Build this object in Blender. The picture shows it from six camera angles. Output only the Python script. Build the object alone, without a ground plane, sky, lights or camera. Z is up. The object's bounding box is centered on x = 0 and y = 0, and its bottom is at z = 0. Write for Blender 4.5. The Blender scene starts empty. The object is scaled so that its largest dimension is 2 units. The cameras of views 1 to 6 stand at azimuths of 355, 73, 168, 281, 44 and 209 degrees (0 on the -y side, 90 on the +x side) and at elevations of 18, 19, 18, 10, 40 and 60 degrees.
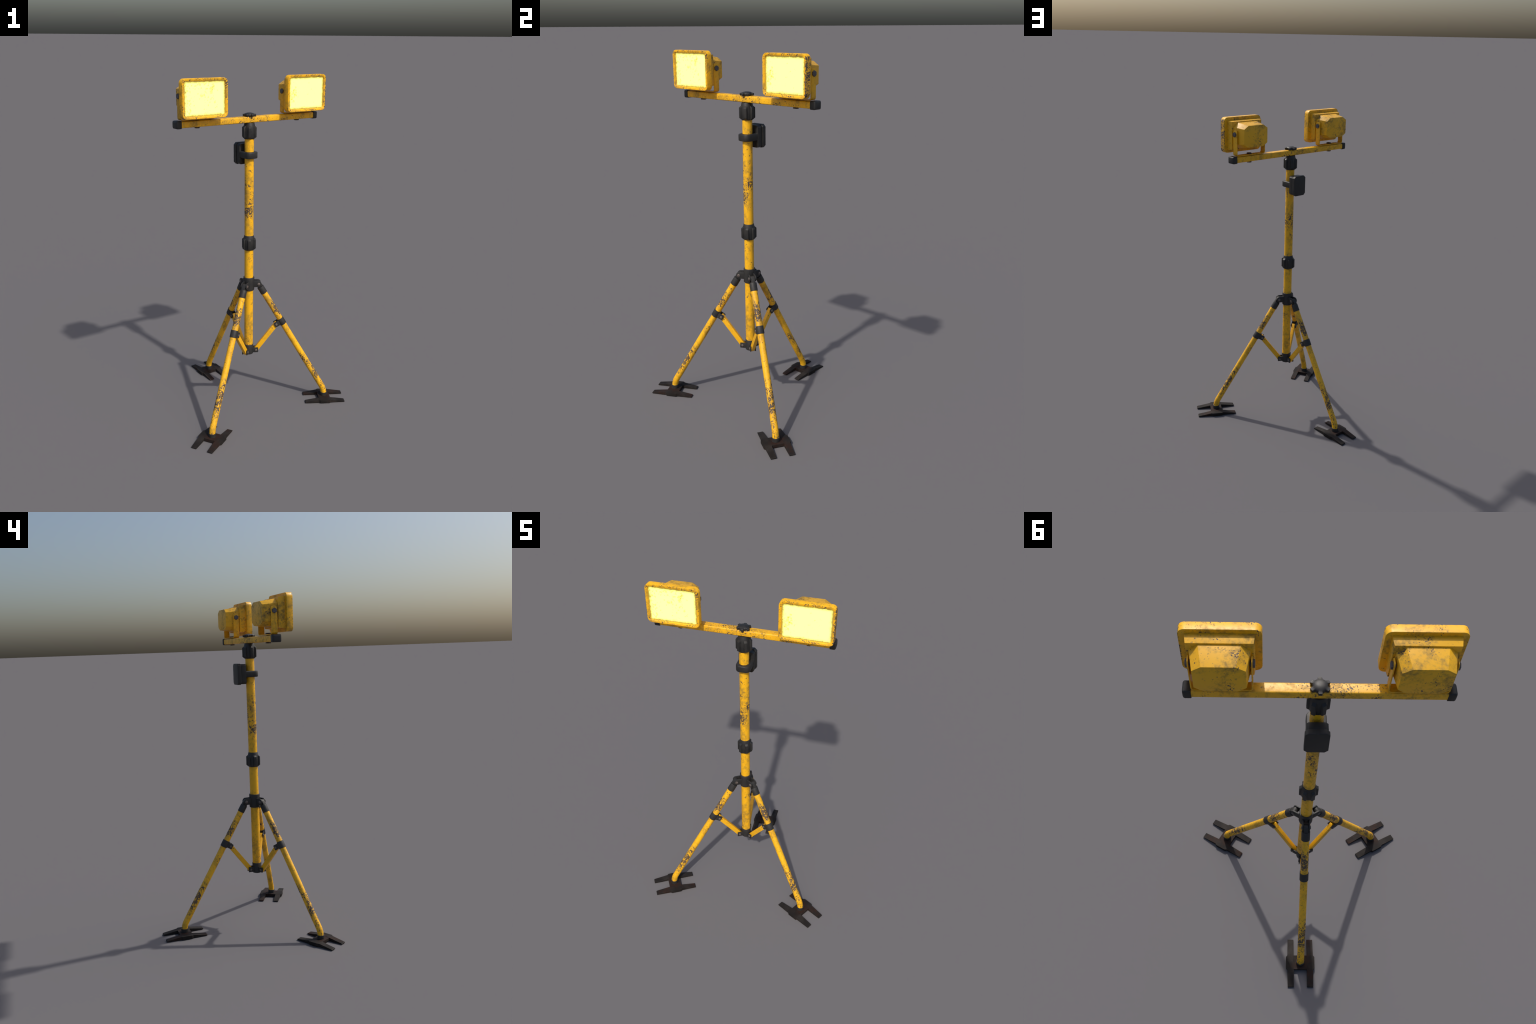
"""Yellow twin floodlight on a tripod stand, built part by part in metres."""
import bpy, bmesh, math
from math import sin, cos, tan, pi, radians
from mathutils import Vector, Matrix

AXIS = Vector((-0.0935, 0.0, 0.0))      # the pole stands a little off the box centre
BAR_TURN = radians(30)                  # crossbar direction
LEG_TURNS = [0.0, 2 * pi / 3, 4 * pi / 3]

# ------------------------------------------------------------------ node helpers
class Nodes:
    def __init__(self, name):
        self.mat = bpy.data.materials.new(name)
        self.mat.use_nodes = True
        self.t = self.mat.node_tree
        self.t.nodes.clear()
        self.out = self.t.nodes.new("ShaderNodeOutputMaterial")

    def add(self, kind, **props):
        n = self.t.nodes.new(kind)
        for k, v in props.items():
            setattr(n, k, v)
        return n

    def link(self, a, b):
        self.t.links.new(a, b)

    def put(self, socket, value):
        if isinstance(value, bpy.types.NodeSocket):
            self.link(value, socket)
        else:
            socket.default_value = value

    def math(self, op, a, b=0.0, c=None, clamp=False):
        n = self.add("ShaderNodeMath", operation=op, use_clamp=clamp)
        self.put(n.inputs[0], a)
        self.put(n.inputs[1], b)
        if c is not None:
            self.put(n.inputs[2], c)
        return n.outputs[0]

    def smooth(self, value, lo, hi):
        """0 below lo, 1 above hi (or reversed when lo > hi)."""
        n = self.add("ShaderNodeMapRange", interpolation_type="SMOOTHSTEP")
        a, b, r0, r1 = (lo, hi, 0.0, 1.0) if lo < hi else (hi, lo, 1.0, 0.0)
        self.put(n.inputs["Value"], value)
        n.inputs["From Min"].default_value = a
        n.inputs["From Max"].default_value = b
        n.inputs["To Min"].default_value = r0
        n.inputs["To Max"].default_value = r1
        return n.outputs["Result"]

    def band(self, value, a, b, soft):
        up = self.smooth(value, a - soft, a + soft)
        dn = self.smooth(value, b + soft, b - soft)
        return self.math("MULTIPLY", up, dn)

    def noise(self, vec, scale, detail=4.0, rough=0.55, stretch=None, shift=(0, 0, 0), distort=0.0):
        m = self.add("ShaderNodeMapping")
        self.link(vec, m.inputs["Vector"])
        m.inputs["Location"].default_value = shift
        if stretch:
            m.inputs["Scale"].default_value = stretch
        n = self.add("ShaderNodeTexNoise")
        self.link(m.outputs[0], n.inputs["Vector"])
        n.inputs["Scale"].default_value = scale
        n.inputs["Detail"].default_value = detail
        n.inputs["Roughness"].default_value = rough
        n.inputs["Distortion"].default_value = distort
        return n.outputs["Fac"]

    def mix(self, fac, a, b):
        n = self.add("ShaderNodeMix", data_type="RGBA")
        self.put(n.inputs[0], fac)
        for sock, v in ((n.inputs[6], a), (n.inputs[7], b)):
            self.put(sock, v if isinstance(v, bpy.types.NodeSocket) else (*v, 1.0))
        return n.outputs[2]

    def coords(self, kind):
        if kind == "position":
            return self.add("ShaderNodeNewGeometry").outputs["Position"]
        return self.add("ShaderNodeTexCoord").outputs["Object"]

    def split(self, vec):
        n = self.add("ShaderNodeSeparateXYZ")
        self.link(vec, n.inputs[0])
        return n.outputs

    def bump(self, height, strength, distance=0.002):
        n = self.add("ShaderNodeBump")
        n.inputs["Strength"].default_value = strength
        n.inputs["Distance"].default_value = distance
        self.link(height, n.inputs["Height"])
        return n.outputs["Normal"]

    def finish(self, color, rough, metal=0.0, normal=None, spec=0.5, emission=None, strength=None):
        p = self.add("ShaderNodeBsdfPrincipled")
        self.put(p.inputs["Base Color"], color if isinstance(color, bpy.types.NodeSocket) else (*color, 1.0))
        self.put(p.inputs["Roughness"], rough)
        self.put(p.inputs["Metallic"], metal)
        self.put(p.inputs["Specular IOR Level"], spec)
        if normal is not None:
            self.link(normal, p.inputs["Normal"])
        if emission is not None:
            self.put(p.inputs["Emission Color"], emission)
            self.put(p.inputs["Emission Strength"], strength)
        self.link(p.outputs[0], self.out.inputs["Surface"])
        return self.mat


YELLOW = (0.92, 0.480, 0.010)
YELLOW_DEEP = (0.80, 0.395, 0.009)
GRIME = (0.22, 0.140, 0.032)
CHIP = (0.048, 0.041, 0.043)


def yellow_paint(name, coord="position", wear=None, base_wear=0.0, chip_scale=95.0, stretch=None, grime=1.0, shift=(0, 0, 0), grime_scale=15.0):
    """Worn yellow enamel: soft brown grime and hard-edged dark chips gathered
    in clusters; wear(nodes, x, y, z) adds places where the paint has suffered most."""
    n = Nodes(name)
    v = n.coords(coord)
    x, y, z = n.split(v)
    # chips
    fine = n.noise(v, chip_scale, 4.0, 0.60, stretch, shift, 0.3)
    cluster = n.noise(v, 17.0, 3.0, 0.55, stretch, shift)
    amount = n.math("MULTIPLY_ADD", cluster, 0.46, n.math("MULTIPLY", fine, 0.68))
    extra = base_wear
    if wear:
        extra = n.math("ADD", wear(n, x, y, z), base_wear)
    amount = n.math("ADD", amount, extra)
    chips = n.math("MULTIPLY", n.smooth(amount, 0.703, 0.735), 0.95)
    # grime
    g1 = n.noise(v, grime_scale, 7.0, 0.62, stretch, tuple(s + 3.1 for s in shift), 0.6)
    g2 = n.noise(v, 70.0, 4.0, 0.6, stretch, tuple(s + 7.7 for s in shift))
    gsum = n.math("MULTIPLY_ADD", g2, 0.35, n.math("MULTIPLY", g1, 0.65))
    dirt = n.smooth(n.math("MULTIPLY_ADD", extra, 0.30, gsum), 0.450, 0.68)
    dirt = n.math("MULTIPLY", dirt, 0.66 * grime, clamp=True)
    tone = n.smooth(n.noise(v, 4.5, 3.0, 0.5, None, shift), 0.36, 0.66)
    col = n.mix(n.math("MULTIPLY", tone, 0.35), YELLOW, YELLOW_DEEP)
    col = n.mix(dirt, col, GRIME)
    col = n.mix(chips, col, CHIP)
    rough = n.math("MULTIPLY_ADD", dirt, 0.25, 0.42)
    rough = n.math("MULTIPLY_ADD", chips, 0.10, rough)
    height = n.math("MULTIPLY_ADD", chips, -1.0, n.math("MULTIPLY", g2, 0.25))
    return n.finish(col, rough, 0.0, n.bump(height, 0.25, 0.0012), 0.48)


def along_bar(n, x, y):
    """Signed distance along the crossbar of a world position."""
    px = n.math("SUBTRACT", x, AXIS.x)
    return n.math("MULTIPLY_ADD", px, cos(BAR_TURN), n.math("MULTIPLY", y, sin(BAR_TURN)))


def toward_front(n, x, y):
    px = n.math("SUBTRACT", x, AXIS.x)
    return n.math("MULTIPLY_ADD", px, sin(BAR_TURN), n.math("MULTIPLY", y, -cos(BAR_TURN)))


def leg_wear(n, x, y, z):
    upper = n.band(z, 0.585, 0.685, 0.03)
    lower = n.band(z, 0.13, 0.30, 0.06)
    outward = n.math("MULTIPLY_ADD", z, 0.58, n.math("SUBTRACT", x, 0.0806 + 0.58 * 0.7517))
    outward = n.smooth(outward, -0.018, 0.012)
    both = n.math("MULTIPLY_ADD", upper, 0.125, n.math("MULTIPLY", lower, 0.100))
    return n.math("MULTIPLY", both, n.math("MULTIPLY_ADD", outward, 0.6, 0.4))


def pole_wear(n, x, y, z):
    mid = n.band(z, 1.19, 1.40, 0.05)
    top = n.band(z, 1.47, 1.53, 0.02)
    return n.math("MULTIPLY_ADD", mid, 0.085, n.math("MULTIPLY", top, 0.05))


def bar_wear(n, x, y, z):
    b = n.math("ABSOLUTE", along_bar(n, x, y))
    return n.math("MULTIPLY", n.smooth(b, 0.20, 0.04), 0.070)


def frame_wear(n, x, y, z):
    front = n.smooth(toward_front(n, x, y), 0.083, 0.091)
    side = n.smooth(along_bar(n, x, y), 0.462, 0.468)
    return n.math("MULTIPLY_ADD", side, 0.11, n.math("MULTIPLY", front, 0.045))


M_LEG = yellow_paint("leg_enamel", "object", leg_wear, 0.03, 150.0, (1, 1, 0.7))
M_POLE = yellow_paint("mast_enamel", "object", pole_wear, 0.02, 135.0, (1, 1, 0.75), 1.1)
M_BAR = yellow_paint("crossbar_enamel", "position", bar_wear, 0.035, 150.0, None, 1.1)
M_FRAME = yellow_paint("frame_enamel", "position", frame_wear, 0.028, 150.0, None, 1.15)
M_HOUSING = yellow_paint("housing_enamel", "position", None, 0.030, 140.0, None, 1.4, (1.3, 0.4, 2.2), 9.0)
M_BRACKET = yellow_paint("bracket_enamel", "position", None, 0.0, 150.0, None, 0.9)
M_BRACE = yellow_paint("brace_enamel", "object", None, -0.02, 150.0, None, 0.5)


def black_plastic(name, tone, warm, rough):
    n = Nodes(name)
    v = n.coords("position")
    a = n.noise(v, 28.0, 5.0, 0.6)
    d = n.noise(v, 140.0, 3.0, 0.6)
    col = n.mix(n.smooth(a, 0.35, 0.7), (tone, tone, tone), warm)
    r = n.math("MULTIPLY_ADD", a, 0.2, rough - 0.1)
    return n.finish(col, r, 0.0, n.bump(d, 0.12, 0.001), 0.45)


M_PLASTIC = black_plastic("black_plastic", 0.0165, (0.025, 0.0235, 0.022), 0.50)
M_CASTING = black_plastic("black_casting", 0.020, (0.030, 0.028, 0.026), 0.56)


def bolt_metal(name, c1, c2):
    n = Nodes(name)
    v = n.coords("position")
    a = n.noise(v, 90.0, 4.0, 0.6)
    return n.finish(n.mix(n.smooth(a, 0.4, 0.65), c1, c2), 0.5, 0.15, None, 0.5)


M_BOLT = bolt_metal("bolt_steel", (0.100, 0.095, 0.105), (0.075, 0.068, 0.070))
M_PIN = bolt_metal("pin_steel", (0.150, 0.130, 0.120), (0.095, 0.072, 0.062))

M_RUSTY_BOLT = bolt_metal("rusty_bolt", (0.050, 0.036, 0.028), (0.035, 0.018, 0.012))


def rusty_iron():
    n = Nodes("rusty_iron")
    v = n.coords("object")
    x, y, z = n.split(v)
    a = n.noise(v, 16.0, 6.0, 0.62)
    b = n.noise(v, 60.0, 5.0, 0.6, None, (4, 1, 2))
    col = n.mix(n.smooth(a, 0.38, 0.66), (0.0145, 0.0118, 0.0105), (0.028, 0.0232, 0.0205))
    rust = n.math("MULTIPLY_ADD", b, 0.35, n.math("MULTIPLY", n.noise(v, 9.0, 4.0, 0.6, None, (8, 3, 5)), 0.65))
    # rust gathers where the plate meets the collar and the arm roots
    dx = n.math("SUBTRACT", x, 0.482)
    reach = n.math("SQRT", n.math("MULTIPLY_ADD", dx, dx, n.math("MULTIPLY", y, y)))
    rust = n.math("MULTIPLY_ADD", n.smooth(reach, 0.085, 0.02), 0.09, rust)
    col = n.mix(n.math("MULTIPLY", n.smooth(rust, 0.50, 0.66), 0.7), col, (0.036, 0.014, 0.008))
    return n.finish(col, 0.72, 0.1, n.bump(b, 0.3, 0.0015), 0.22)


M_IRON = rusty_iron()


def lit_lens():
    n = Nodes("lit_lens")
    v = n.coords("object")
    x, y, z = n.split(v)
    w = n.coords("position")
    # distance to the rim of the glass, 0 at the rim
    ex = n.math("SUBTRACT", 0.1222, n.math("ABSOLUTE", x))
    ez = n.math("SUBTRACT", 0.0878, n.math("ABSOLUTE", z))
    edge = n.math("SMOOTH_MIN", ex, ez, 0.012)
    ragged = n.noise(w, 70.0, 5.0, 0.65)
    rim = n.math("MULTIPLY_ADD", ragged, -0.016, edge)
    rim_dirt = n.smooth(rim, 0.0015, -0.0060)
    warm_rim = n.smooth(rim, 0.010, -0.004)
    spots = n.noise(w, 85.0, 3.0, 0.55, None, (2, 5, 1))
    patch = n.noise(w, 9.0, 2.0, 0.5, None, (0.62, 0.2, 0.4))
    sp = n.math("MULTIPLY_ADD", patch, 0.55, n.math("MULTIPLY", spots, 0.62))
    blot = n.smooth(sp, 0.64, 0.72)
    dark = n.smooth(sp, 0.755, 0.785)
    yellowish = n.math("MAXIMUM", n.math("MULTIPLY", blot, 0.8), n.math("MULTIPLY", warm_rim, 0.75))
    glow = n.mix(yellowish, (1.0, 1.0, 0.41), (1.0, 0.95, 0.13))
    soil = n.math("MAXIMUM", n.math("MULTIPLY", rim_dirt, 0.9), n.math("MULTIPLY", dark, 0.8))
    glow = n.mix(soil, glow, (0.22, 0.13, 0.02))
    base = n.mix(soil, (0.42, 0.40, 0.07), GRIME)
    return n.finish(base, 0.35, 0.0, None, 0.3, glow, 1.0)


M_LENS = lit_lens()

# ------------------------------------------------------------------ mesh helpers
def make(name, bm, material, parent=None, matrix=None, bevel=0.0, segments=2, angle=32):
    bmesh.ops.remove_doubles(bm, verts=bm.verts, dist=1e-6)
    bmesh.ops.recalc_face_normals(bm, faces=bm.faces)
    if bevel:
        sharp = [e for e in bm.edges if len(e.link_faces) == 2 and e.calc_face_angle() > radians(28)]
        bmesh.ops.bevel(bm, geom=sharp, offset=bevel, segments=segments, profile=0.6,
                        affect="EDGES", clamp_overlap=True)
    me = bpy.data.meshes.new(name)
    bm.to_mesh(me)
    bm.free()
    for p in me.polygons:
        p.use_smooth = True
    me.set_sharp_from_angle(angle=radians(angle))
    me.materials.append(material)
    return place(name, me, parent, matrix)


def place(name, me, parent=None, matrix=None):
    ob = bpy.data.objects.new(name, me)
    bpy.context.scene.collection.objects.link(ob)
    if parent is not None:
        ob.parent = parent
    if matrix is not None:
        ob.matrix_local = matrix
    return ob


def ring(bm, pts):
    return [bm.verts.new(p) for p in pts]


def bridge(bm, a, b):
    k = len(a)
    for i in range(k):
        bm.faces.new((a[i], a[(i + 1) % k], b[(i + 1) % k], b[i]))


def loft(bm, rings, cap_start=True, cap_end=True):
    """Skin through rings of points that have equal counts."""
    vs = [ring(bm, r) for r in rings]
    for a, b in zip(vs, vs[1:]):
        bridge(bm, a, b)
    if cap_start:
        bm.faces.new(list(reversed(vs[0])))
    if cap_end:
        bm.faces.new(vs[-1])
    return vs


def circle(r, z, k=32, m=None):
    pts = [Vector((r * cos(2 * pi * i / k), r * sin(2 * pi * i / k), z)) for i in range(k)]
    return [m @ p for p in pts] if m else pts


def lathe(bm, profile, k=32, m=None):
    """profile: (radius, height) pairs from bottom to top."""
    loft(bm, [circle(r, z, k, m) for r, z in profile])


def rounded_rect(hx, hy, r, k=6):
    pts = []
    for cx, cy, a0 in ((hx - r, hy - r, 0), (-hx + r, hy - r, 90), (-hx + r, -hy + r, 180), (hx - r, -hy + r, 270)):
        for i in range(k + 1):
            a = radians(a0 + 90 * i / k)
            pts.append((cx + r * cos(a), cy + r * sin(a)))
    return pts


def chamfered_rect(hx, hy, cx, cy=None):
    cy = cx if cy is None else cy
    return [(hx, hy - cy), (hx - cx, hy), (-hx + cx, hy), (-hx, hy - cy),
            (-hx, -hy + cy), (-hx + cx, -hy), (hx - cx, -hy), (hx, -hy + cy)]


def xz(pts, y, zc=0.0):
    return [Vector((a, y, b + zc)) for a, b in pts]


def xy(pts, z):
    return [Vector((a, b, z)) for a, b in pts]


def box(bm, lo, hi, m=None):
    pts = [[(lo[0], lo[1]), (hi[0], lo[1]), (hi[0], hi[1]), (lo[0], hi[1])]]
    a = xy(pts[0], lo[2])
    b = xy(pts[0], hi[2])
    if m:
        a, b = [m @ p for p in a], [m @ p for p in b]
    loft(bm, [a, b])


def aim(origin, direction):
    """Frame whose z axis points along direction."""
    return Matrix.Translation(origin) @ Vector((0, 0, 1)).rotation_difference(direction).to_matrix().to_4x4()


# ------------------------------------------------------------------ the thing
stand = bpy.data.objects.new("work_light_stand", None)
bpy.context.scene.collection.objects.link(stand)
stand.location = AXIS
stand.empty_display_size = 0.1
stand["label"] = "worn yellow tripod stand with two lit floodlights"
stand["category"] = "work light"

# --- mast: two tubes meeting inside the lower locking collar
POLE_R = 0.0263
for z0, z1 in ((1.030, 1.735), (0.345, 1.030)):
    bm = bmesh.new()
    lathe(bm, [(POLE_R, z0), (POLE_R, z1)], 40)
    make("mast_tube", bm, M_POLE, stand)

# --- locking collars: a cone-topped sleeve with six ribs
def locking_collar_mesh():
    bm = bmesh.new()
    lathe(bm, [(0.0266, 0.0), (0.0325, 0.0065), (0.0338, 0.0110), (0.0338, 0.066), (0.0322, 0.0715), (0.0282, 0.0895), (0.0266, 0.0900)], 36)
    for i in range(6):
        m = Matrix.Rotation(radians(30 + 60 * i), 4, "Z")
        def rib(r_out, z, w_in, w_out):
            return [m @ Vector(p) for p in ((0.022, -w_in, z), (r_out, -w_out, z), (r_out, w_out, z), (0.022, w_in, z))]
        loft(bm, [rib(0.0290, 0.0015, 0.0105, 0.0075), rib(0.0418, 0.0120, 0.0105, 0.0078), rib(0.0418, 0.0640, 0.0105, 0.0078),
                  rib(0.0316, 0.0725, 0.0105, 0.0075)])
    return bm

COLLAR = make("locking_collar", locking_collar_mesh(), M_PLASTIC, stand, Matrix.Translation((0, 0, 1.6565)), bevel=0.0007)
place("locking_collar", COLLAR.data, stand, Matrix.Translation((0, 0, 1.0055)))

# --- crossbar with soft edges, end caps, and the star knob holding it
TURN = Matrix.Rotation(BAR_TURN, 4, "Z")
BAR_Z, BAR_Y = 1.7640, 0.0010
bm = bmesh.new()
sec = rounded_rect(0.0232, 0.0170, 0.0064, 4)
loft(bm, [[Vector((s, a + BAR_Y, b + BAR_Z)) for a, b in sec] for s in (-0.452, 0.452)])
crossbar = make("crossbar", bm, M_BAR, stand, TURN)

for side in (-1, 1):
    bm = bmesh.new()
    def cap(grow, x):
        return [Vector((side * x, a + BAR_Y, b + BAR_Z)) for a, b in rounded_rect(0.0258 - grow, 0.0208 - grow, 0.0065, 4)]
    loft(bm, [cap(0.0012, 0.4400), cap(0.0, 0.4412), cap(0.0, 0.4625), cap(0.0012, 0.4670), cap(0.0048, 0.4700), cap(0.0110, 0.4712)])
    make("end_cap", bm, M_PLASTIC, stand, TURN, angle=50)

bm = bmesh.new()
K = 120
def star(z, r_in, r_out):
    """Round disc with six short blunt lobes."""
    pts = []
    for i in range(K):
        a = 2 * pi * i / K
        off = abs((math.degrees(a) + 30) % 60 - 30)
        t = min(1.0, max(0.0, (18.5 - off) / 9.0))
        t = t * t * (3 - 2 * t)
        r = r_in + (r_out - r_in) * t
        pts.append(Vector((r * cos(a), r * sin(a), z)))
    return pts
loft(bm, [star(1.7820, 0.0255, 0.0350), star(1.7832, 0.0268, 0.0368), star(1.7925, 0.0274, 0.0375), star(1.7940, 0.0270, 0.0362),
          star(1.7950, 0.0264, 0.0290), star(1.7968, 0.0240, 0.0242), star(1.7990, 0.0195, 0.0195), star(1.8008, 0.0125, 0.0125), star(1.8016, 0.0050, 0.0050)])
lathe(bm, [(0.016, 1.778), (0.016, 1.783)], 20)
make("star_knob", bm, M_PLASTIC, stand, angle=40)

# --- control box strapped to the mast behind the lamps
bm = bmesh.new()
def slab(hx, hz, c, y):
    return xz(chamfered_rect(hx, hz, c), y, 1.5682)
loft(bm, [slab(0.0410, 0.0585, 0.0100, 0.0375), slab(0.0410, 0.0585, 0.0100, 0.0690)])
loft(bm, [slab(0.0440, 0.0604, 0.0115, 0.0700), slab(0.0458, 0.0618, 0.0125, 0.0718), slab(0.0458, 0.0618, 0.0125, 0.0900), slab(0.0448, 0.0608, 0.0120, 0.0914)])
control_box = make("control_box", bm, M_PLASTIC, stand, TURN, bevel=0.0012)

bm = bmesh.new()
def strap_ring(grow, z):
    """Rounded tongue: straight back at the box, rounded corners round the mast."""
    hx, front, back, r = 0.0385 - grow, -0.0432 + grow, 0.0385, 0.025
    pts = [(hx, back), (-hx, back)]
    for cx, a0 in ((-hx + r, 180), (hx - r, 270)):
        for i in range(7):
            a = radians(a0 + 90 * i / 6)
            pts.append((cx + r * cos(a), front + r + r * sin(a)))
    return xy(pts, z)
loft(bm, [strap_ring(0.0040, 1.5490), strap_ring(0.0012, 1.5505), strap_ring(0.0, 1.5535), strap_ring(0.0, 1.5810), strap_ring(0.0012, 1.5842), strap_ring(0.0040, 1.5858)])
make("mast_strap", bm, M_PLASTIC, control_box, Matrix.Identity(4), angle=40)

# --- leg hub and brace hub on the mast, each with three pairs of ears
def ear_plate(bm, t0, t1, r0, r1, zlo, zhi, round_r, m):
    """Upright plate in the radial plane, rounded at its outer end."""
    zc, hz = (zlo + zhi) / 2, (zhi - zlo) / 2
    pts = [(r0, zlo)]
    for sgn, a0 in ((-1, -90), (1, 0)):
        for i in range(7):
            a = radians(a0 + 90 * i / 6)
            pts.append((r1 - round_r + round_r * cos(a), zc + sgn * (hz - round_r) + round_r * sin(a)))
    pts.append((r0, zhi))
    loft(bm, [[m @ Vector((s, t, z)) for s, z in pts] for t in (t0, t1)])


def pin(bm, s, z, half, r, m, k=16):
    f = m @ Matrix.Translation((s, 0, z)) @ Matrix.Rotation(radians(90), 4, "X")
    c = r * 0.82
    lathe(bm, [(c, -half), (r, -half + 0.0012), (r, half - 0.0012), (c, half)], k, f)


bm = bmesh.new()
lathe(bm, [(0.0295, 0.7535), (0.0325, 0.7565), (0.0328, 0.7600), (0.0328, 0.8340), (0.0318, 0.8355), (0.0275, 0.8355)], 36)
for a in LEG_TURNS:
    m = Matrix.Rotation(a, 4, "Z")
    for sgn in (-1, 1):
        ear_plate(bm, sgn * 0.0118, sgn * 0.0184, 0.026, 0.0735, 0.7740, 0.8135, 0.0190, m)
leg_hub = make("leg_hub", bm, M_CASTING, stand, bevel=0.0010)

bm = bmesh.new()
lathe(bm, [(0.0270, 0.3345), (0.0285, 0.3360), (0.0285, 0.3970), (0.0280, 0.3980), (0.0266, 0.3980)], 32)
for a in LEG_TURNS:
    m = Matrix.Rotation(a, 4, "Z")
    for sgn in (-1, 1):
        ear_plate(bm, sgn * 0.0115, sgn * 0.0165, 0.020, 0.0585, 0.3430, 0.3745, 0.0035, m)
brace_hub = make("brace_hub", bm, M_CASTING, stand, bevel=0.0008)

for hub, s, z, half, r in ((leg_hub, 0.0585, 0.7930, 0.0222, 0.0085), (brace_hub, 0.0446, 0.3585, 0.0195, 0.0068)):
    bm = bmesh.new()
    pin(bm, s, z, half, r, Matrix.Identity(4))
    first = make("hinge_pin", bm, M_PIN, hub, angle=40)
    for a in LEG_TURNS[1:]:
        place("hinge_pin", first.data, hub, Matrix.Rotation(a, 4, "Z"))

# --- one leg, modelled in its radial plane (x outward), then turned three times
LEG_R, SLOPE, FOOT_S = 0.0185, 0.580, 0.4820
TOP_S, TOP_Z = 0.0806, 0.7517
lean = math.atan(SLOPE)
down = Vector((sin(lean), 0, -cos(lean)))           # along the leg, downwards
inward = Vector((-cos(lean), 0, -sin(lean)))        # square to the leg, towards the mast

def on_leg(z):
    return Vector((TOP_S + SLOPE * (TOP_Z - z), 0, z))


def leg_mesh():
    knee_z = TOP_Z - (FOOT_S - TOP_S) / SLOPE
    knee = Vector((FOOT_S, 0, knee_z))
    reach = 0.030
    path = []
    z_top = 0.748
    start = on_leg(z_top)
    end = knee - down * reach
    for i in range(33):
        path.append((start.lerp(end, i / 32), down))
    R = reach / tan(lean / 2)
    centre = Vector((FOOT_S - R, 0, knee_z - reach))
    for i in range(1, 11):
        a = lean * (1 - i / 10)
        path.append((centre + Vector((R * cos(a), 0, R * sin(a))), Vector((sin(a), 0, -cos(a)))))
    path.append((Vector((FOOT_S, 0, 0.020)), Vector((0, 0, -1))))
    bm = bmesh.new()
    rings = []
    for p, d in path:
        u = Vector((-d.z, 0, d.x))
        rings.append([p + LEG_R * (cos(2 * pi * i / 28) * u + sin(2 * pi * i / 28) * Vector((0, 1, 0))) for i in range(28)])
    loft(bm, rings)
    return bm


def socket_mesh():
    """Tube end that grips the leg, with a rounded tongue reaching up between the hub ears."""
    bm = bmesh.new()
    f = aim(on_leg(0.7717), down)
    lathe(bm, [(0.0185, 0.0), (0.0204, 0.0015), (0.0207, 0.0460), (0.0198, 0.0466), (0.0184, 0.0466)], 28, f)
    # tongue, in the radial plane
    top = Vector((0.0585, 0, 0.7930))
    hw = 0.0150
    pts = []
    side = -inward
    base = on_leg(0.7640)
    pts.append(base + side * hw)
    for i in range(9):
        a = pi * i / 8
        pts.append(top + side * hw * cos(a) - down * hw * sin(a))
    pts.append(base - side * hw)
    loft(bm, [[p + Vector((0, t, 0)) for p in pts] for t in (-0.0105, 0.0105)])
    return bm


CLAMP_C = on_leg(0.5440)
CLAMP_PIN = CLAMP_C + inward * 0.0372 + down * 0.0005

def clamp_mesh():
    bm = bmesh.new()
    f = aim(CLAMP_C, down)
    lathe(bm, [(0.0184, -0.0215), (0.0212, -0.0215), (0.0217, -0.0210), (0.0217, 0.0210), (0.0212, 0.0215), (0.0184, 0.0215)], 28, f)
    for sgn in (-1, 1):
        o = CLAMP_C
        pts = []
        h, e, r = 0.0160, 0.0492, 0.005
        pts.append(o + inward * 0.010 + down * h)
        for s2, a0 in ((1, 90), (-1, 0)):
            for i in range(5):
                a = radians(a0 - 90 * i / 4)
                pts.append(o + inward * (e - r + r * cos(a)) + down * (s2 * (h - r) + r * sin(a)))
        pts.append(o + inward * 0.010 - down * h)
        loft(bm, [[p + Vector((0, t, 0)) for p in pts] for t in (sgn * 0.0120, sgn * 0.0165)])
    return bm


def brace_mesh():
    """Flat steel strut from the clamp ears down to the brace hub."""
    a, b = CLAMP_PIN, Vector((0.0446, 0, 0.3585))
    d = (b - a).normalized()
    u = Vector((-d.z, 0, d.x))
    p, q = a - d * 0.010, b + d * 0.012
    w, t = 0.0138, 0.0098
    bm = bmesh.new()
    loft(bm, [[c + u * su * w + Vector((0, st * t, 0)) for su, st in ((-1, -1), (1, -1), (1, 1), (-1, 1))] for c in (p, q)])
    return bm


def foot_mesh():
    """Cast foot: two tapering claws either side of a cross web."""
    bm = bmesh.new()
    H, TIP, HALF = 0.0205, 0.0064, 0.1255
    for sgn in (-1, 1):
        rows = [(-HALF, 0.0348, 0.0668, TIP - 0.0025), (-HALF + 0.004, 0.0348, 0.0668, TIP), (-0.0375, 0.0345, 0.0682, H - 0.0015),
                (-0.0290, 0.0345, 0.0755, H), (0.0290, 0.0345, 0.0755, H), (0.0375, 0.0345, 0.0682, H - 0.0015),
                (HALF - 0.004, 0.0348, 0.0668, TIP), (HALF, 0.0348, 0.0668, TIP - 0.0025)]
        loft(bm, [[Vector((FOOT_S + s, sgn * t0, 0)), Vector((FOOT_S + s, sgn * t1, 0)), Vector((FOOT_S + s, sgn * t1, h)), Vector((FOOT_S + s, sgn * t0, h))]
                  for s, t0, t1, h in rows])
    box(bm, (FOOT_S - 0.0365, -0.0362, 0.0012), (FOOT_S + 0.0365, 0.0362, 0.0196))
    return bm


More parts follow.
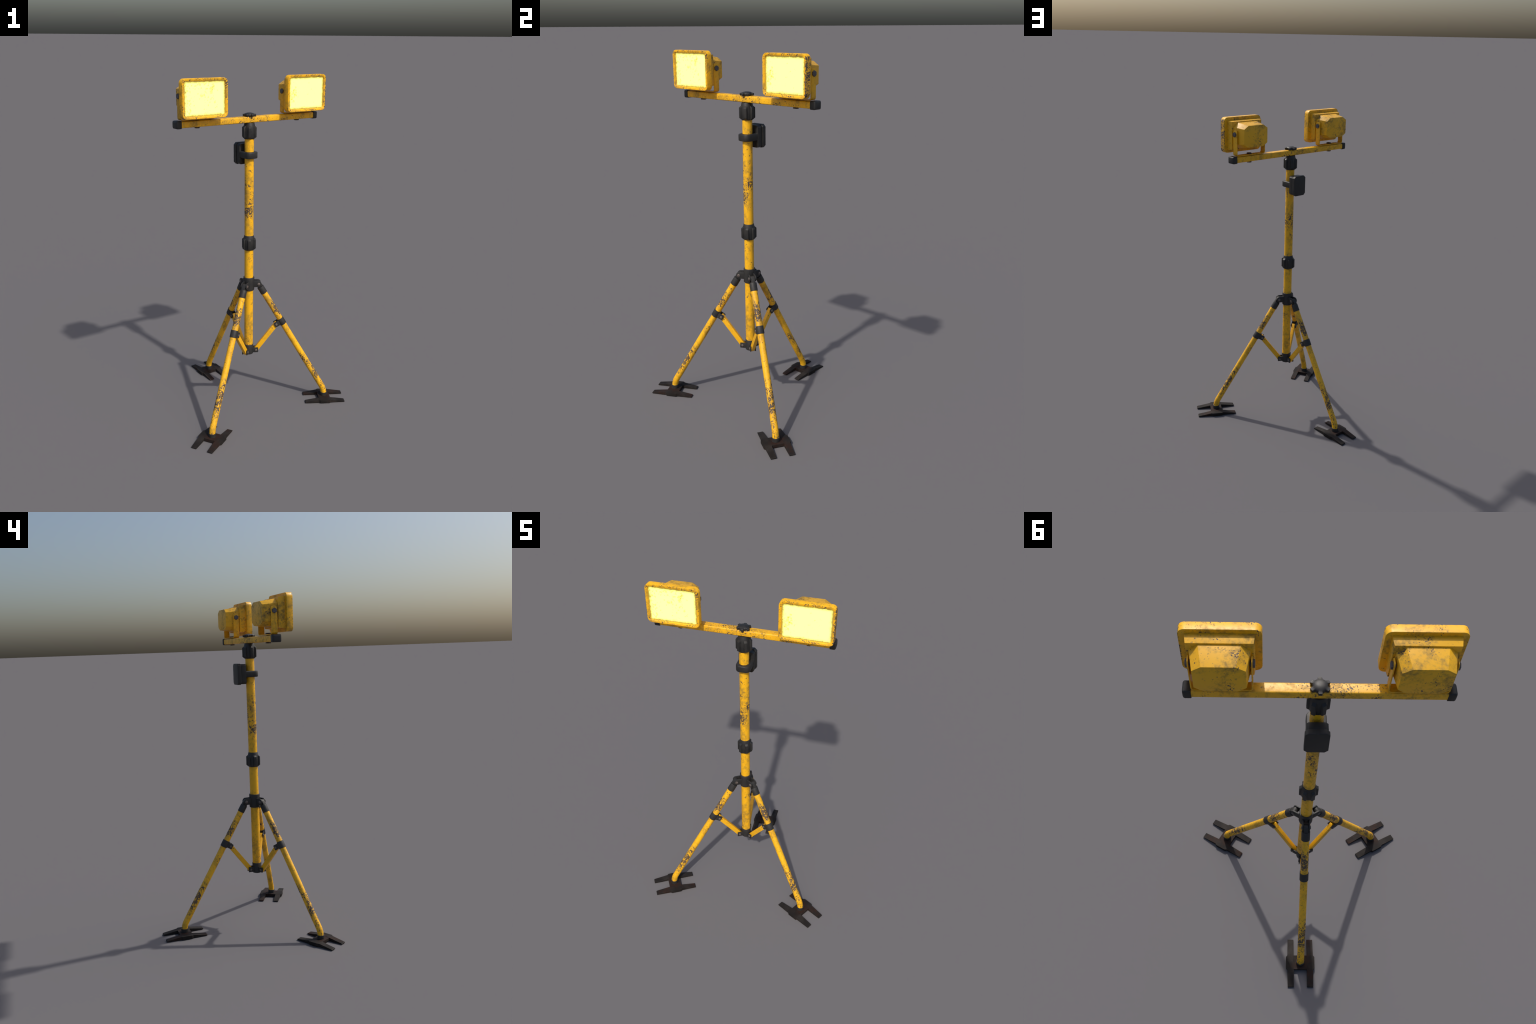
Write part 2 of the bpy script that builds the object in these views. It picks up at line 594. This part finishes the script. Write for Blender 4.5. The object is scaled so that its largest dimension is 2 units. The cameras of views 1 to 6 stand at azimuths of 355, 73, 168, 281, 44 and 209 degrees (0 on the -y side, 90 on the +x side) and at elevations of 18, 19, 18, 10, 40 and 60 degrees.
def foot_collar_mesh():
    bm = bmesh.new()
    lathe(bm, [(0.0214, 0.0150), (0.0213, 0.0412), (0.0206, 0.0420), (0.0184, 0.0420)], 28, Matrix.Translation((FOOT_S, 0, 0)))
    return bm


def clamp_pin_mesh():
    bm = bmesh.new()
    pin(bm, CLAMP_PIN.x, CLAMP_PIN.z, 0.0195, 0.0072, Matrix.Identity(4))
    return bm


SPIN = [Matrix.Rotation(a, 4, "Z") for a in LEG_TURNS]
first_leg = make("leg", leg_mesh(), M_LEG, stand, SPIN[0])
pieces = [make("leg_socket", socket_mesh(), M_CASTING, first_leg, bevel=0.0008),
          make("leg_clamp", clamp_mesh(), M_CASTING, first_leg, bevel=0.0008),
          make("hinge_pin", clamp_pin_mesh(), M_PIN, first_leg, angle=40),
          make("brace", brace_mesh(), M_BRACE, first_leg, bevel=0.0014),
          make("foot", foot_mesh(), M_IRON, first_leg, bevel=0.0009, angle=12),
          make("foot_collar", foot_collar_mesh(), M_CASTING, first_leg, angle=40)]
for m in SPIN[1:]:
    leg = place("leg", first_leg.data, stand, m)
    for p in pieces:
        place(p.name.split(".")[0], p.data, leg, Matrix.Identity(4))

# --- floodlights: built facing local -y, centre of the frame at the origin
LAMP_B, LAMP_Z = 0.3342, 1.8988

def frame_mesh():
    """Rounded rectangular bezel, open at the front down to the glass."""
    bm = bmesh.new()
    o = lambda hx, hz, r, y: xz(rounded_rect(hx, hz, r, 7), y)
    loft(bm, [o(0.1120, 0.0800, 0.0100, -0.0580), o(0.1352, 0.0999, 0.0235, -0.0575), o(0.1365, 0.1012, 0.0245, -0.0588), o(0.1365, 0.1012, 0.0245, -0.0898),
              o(0.1350, 0.0997, 0.0232, -0.0918), o(0.1252, 0.0902, 0.0165, -0.0918), o(0.1242, 0.0892, 0.0158, -0.0910),
              o(0.1215, 0.0868, 0.0145, -0.0835)], cap_end=False)
    return bm


def lens_mesh():
    bm = bmesh.new()
    o = lambda hx, hz, r, y: xz(rounded_rect(hx, hz, r, 7), y)
    loft(bm, [o(0.1245, 0.0900, 0.0150, -0.0800), o(0.1245, 0.0900, 0.0150, -0.0842)])
    return bm


def housing_mesh():
    """Stepped back: shallow rectangular box, then an eight-sided funnel."""
    bm = bmesh.new()
    r = lambda hx, hz, y: xz([(hx, -hz), (hx, hz), (-hx, hz), (-hx, -hz)], y)
    loft(bm, [r(0.1150, 0.0835, -0.0600), r(0.1145, 0.0830, -0.0560), r(0.1095, 0.0792, -0.0200)])
    o = lambda hx, hz, fx, fz, y: xz([(hx, -fz), (hx, fz), (fx, hz), (-fx, hz), (-hx, fz), (-hx, -fz), (-fx, -hz), (fx, -hz)], y)
    loft(bm, [o(0.1008, 0.0742, 0.0695, 0.0492, -0.0240), o(0.1000, 0.0735, 0.0690, 0.0488, -0.0190), o(0.0868, 0.0622, 0.0555, 0.0425, 0.0632)])
    return bm


def bracket_mesh():
    """U-shaped flat strap: two arms with clipped tops and a bent base."""
    OUT, TH, TOP, BASE, BEND = 0.1060, 0.0045, 0.0335, -0.1148, 0.014
    half = lambda z: 0.0168 + 0.0012 * (TOP - z) / (TOP - BASE)
    # centre-line path of the outer face from one arm top to the other
    path = []
    for z, w in ((TOP, 0.0105), (TOP - 0.0022, 0.0140), (TOP - 0.0075, None), (-0.03, None), (BASE + BEND, None)):
        path.append((Vector((-OUT, 0, z)), Vector((-1, 0, 0)), w if w else half(z)))
    for i in range(1, 7):
        a = radians(90 * i / 6)
        c = Vector((-OUT + BEND, 0, BASE + BEND))
        nrm = Vector((-cos(a), 0, -sin(a)))
        path.append((c + nrm * BEND, nrm, half(BASE)))
    path = path + [(Vector((-p.x, 0, p.z)), Vector((-nv.x, 0, nv.z)), w) for p, nv, w in reversed(path)]
    bm = bmesh.new()
    y0 = 0.0032
    rows = []
    for p, nv, w in path:
        q = p - nv * TH
        rows.append([p + Vector((0, y0 - w, 0)), p + Vector((0, y0 + w, 0)), q + Vector((0, y0 + w, 0)), q + Vector((0, y0 - w, 0))])
    loft(bm, rows)
    return bm


def hex_bolt(bm, f, r, h, collar=0.0):
    if collar:
        lathe(bm, [(r * 1.08, 0.0), (r * 1.08, collar)], 20, f)
    loft(bm, [circle(r, 0.0, 6, f), circle(r, h - 0.0012, 6, f), circle(r * 0.88, h, 6, f)])


for side in (-1, 1):
    lamp_m = TURN @ Matrix.Translation((side * LAMP_B - 0.0008, 0, LAMP_Z))
    if side == -1:
        lamp = make("floodlight", housing_mesh(), M_HOUSING, stand, lamp_m, bevel=0.0010)
        parts = [make("lamp_frame", frame_mesh(), M_FRAME, lamp, angle=40),
                 make("lamp_lens", lens_mesh(), M_LENS, lamp),
                 make("lamp_bracket", bracket_mesh(), M_BRACKET, lamp, bevel=0.0006, angle=40)]
        for s in (-1, 1):
            bm = bmesh.new()
            f = Matrix.Translation((s * 0.1055, 0.0022, 0.0094)) @ Matrix.Rotation(s * pi / 2, 4, "Y")
            hex_bolt(bm, f, 0.0145, 0.0085)
            lathe(bm, [(0.0080, -0.020), (0.0080, 0.001)], 14, f)
            lathe(bm, [(0.0125, -0.0068), (0.0125, -0.0049)], 18, f)
            parts.append(make("pivot_bolt", bm, M_BOLT, lamp))
        bm = bmesh.new()
        hex_bolt(bm, Matrix.Translation((0, BAR_Y, -0.1104)), 0.0155, 0.0075)
        hex_bolt(bm, Matrix.Translation((0, BAR_Y, -0.1515)) @ Matrix.Rotation(pi, 4, "X"), 0.0155, 0.0080)
        lathe(bm, [(0.0100, -0.1195), (0.0100, -0.1130)], 14, Matrix.Translation((0, BAR_Y, 0)))
        parts.append(make("mounting_bolt", bm, M_RUSTY_BOLT, lamp))
    else:
        lamp = place("floodlight", parts[0].parent.data, stand, lamp_m)
        for p in parts:
            place(p.name.split(".")[0], p.data, lamp, Matrix.Identity(4))
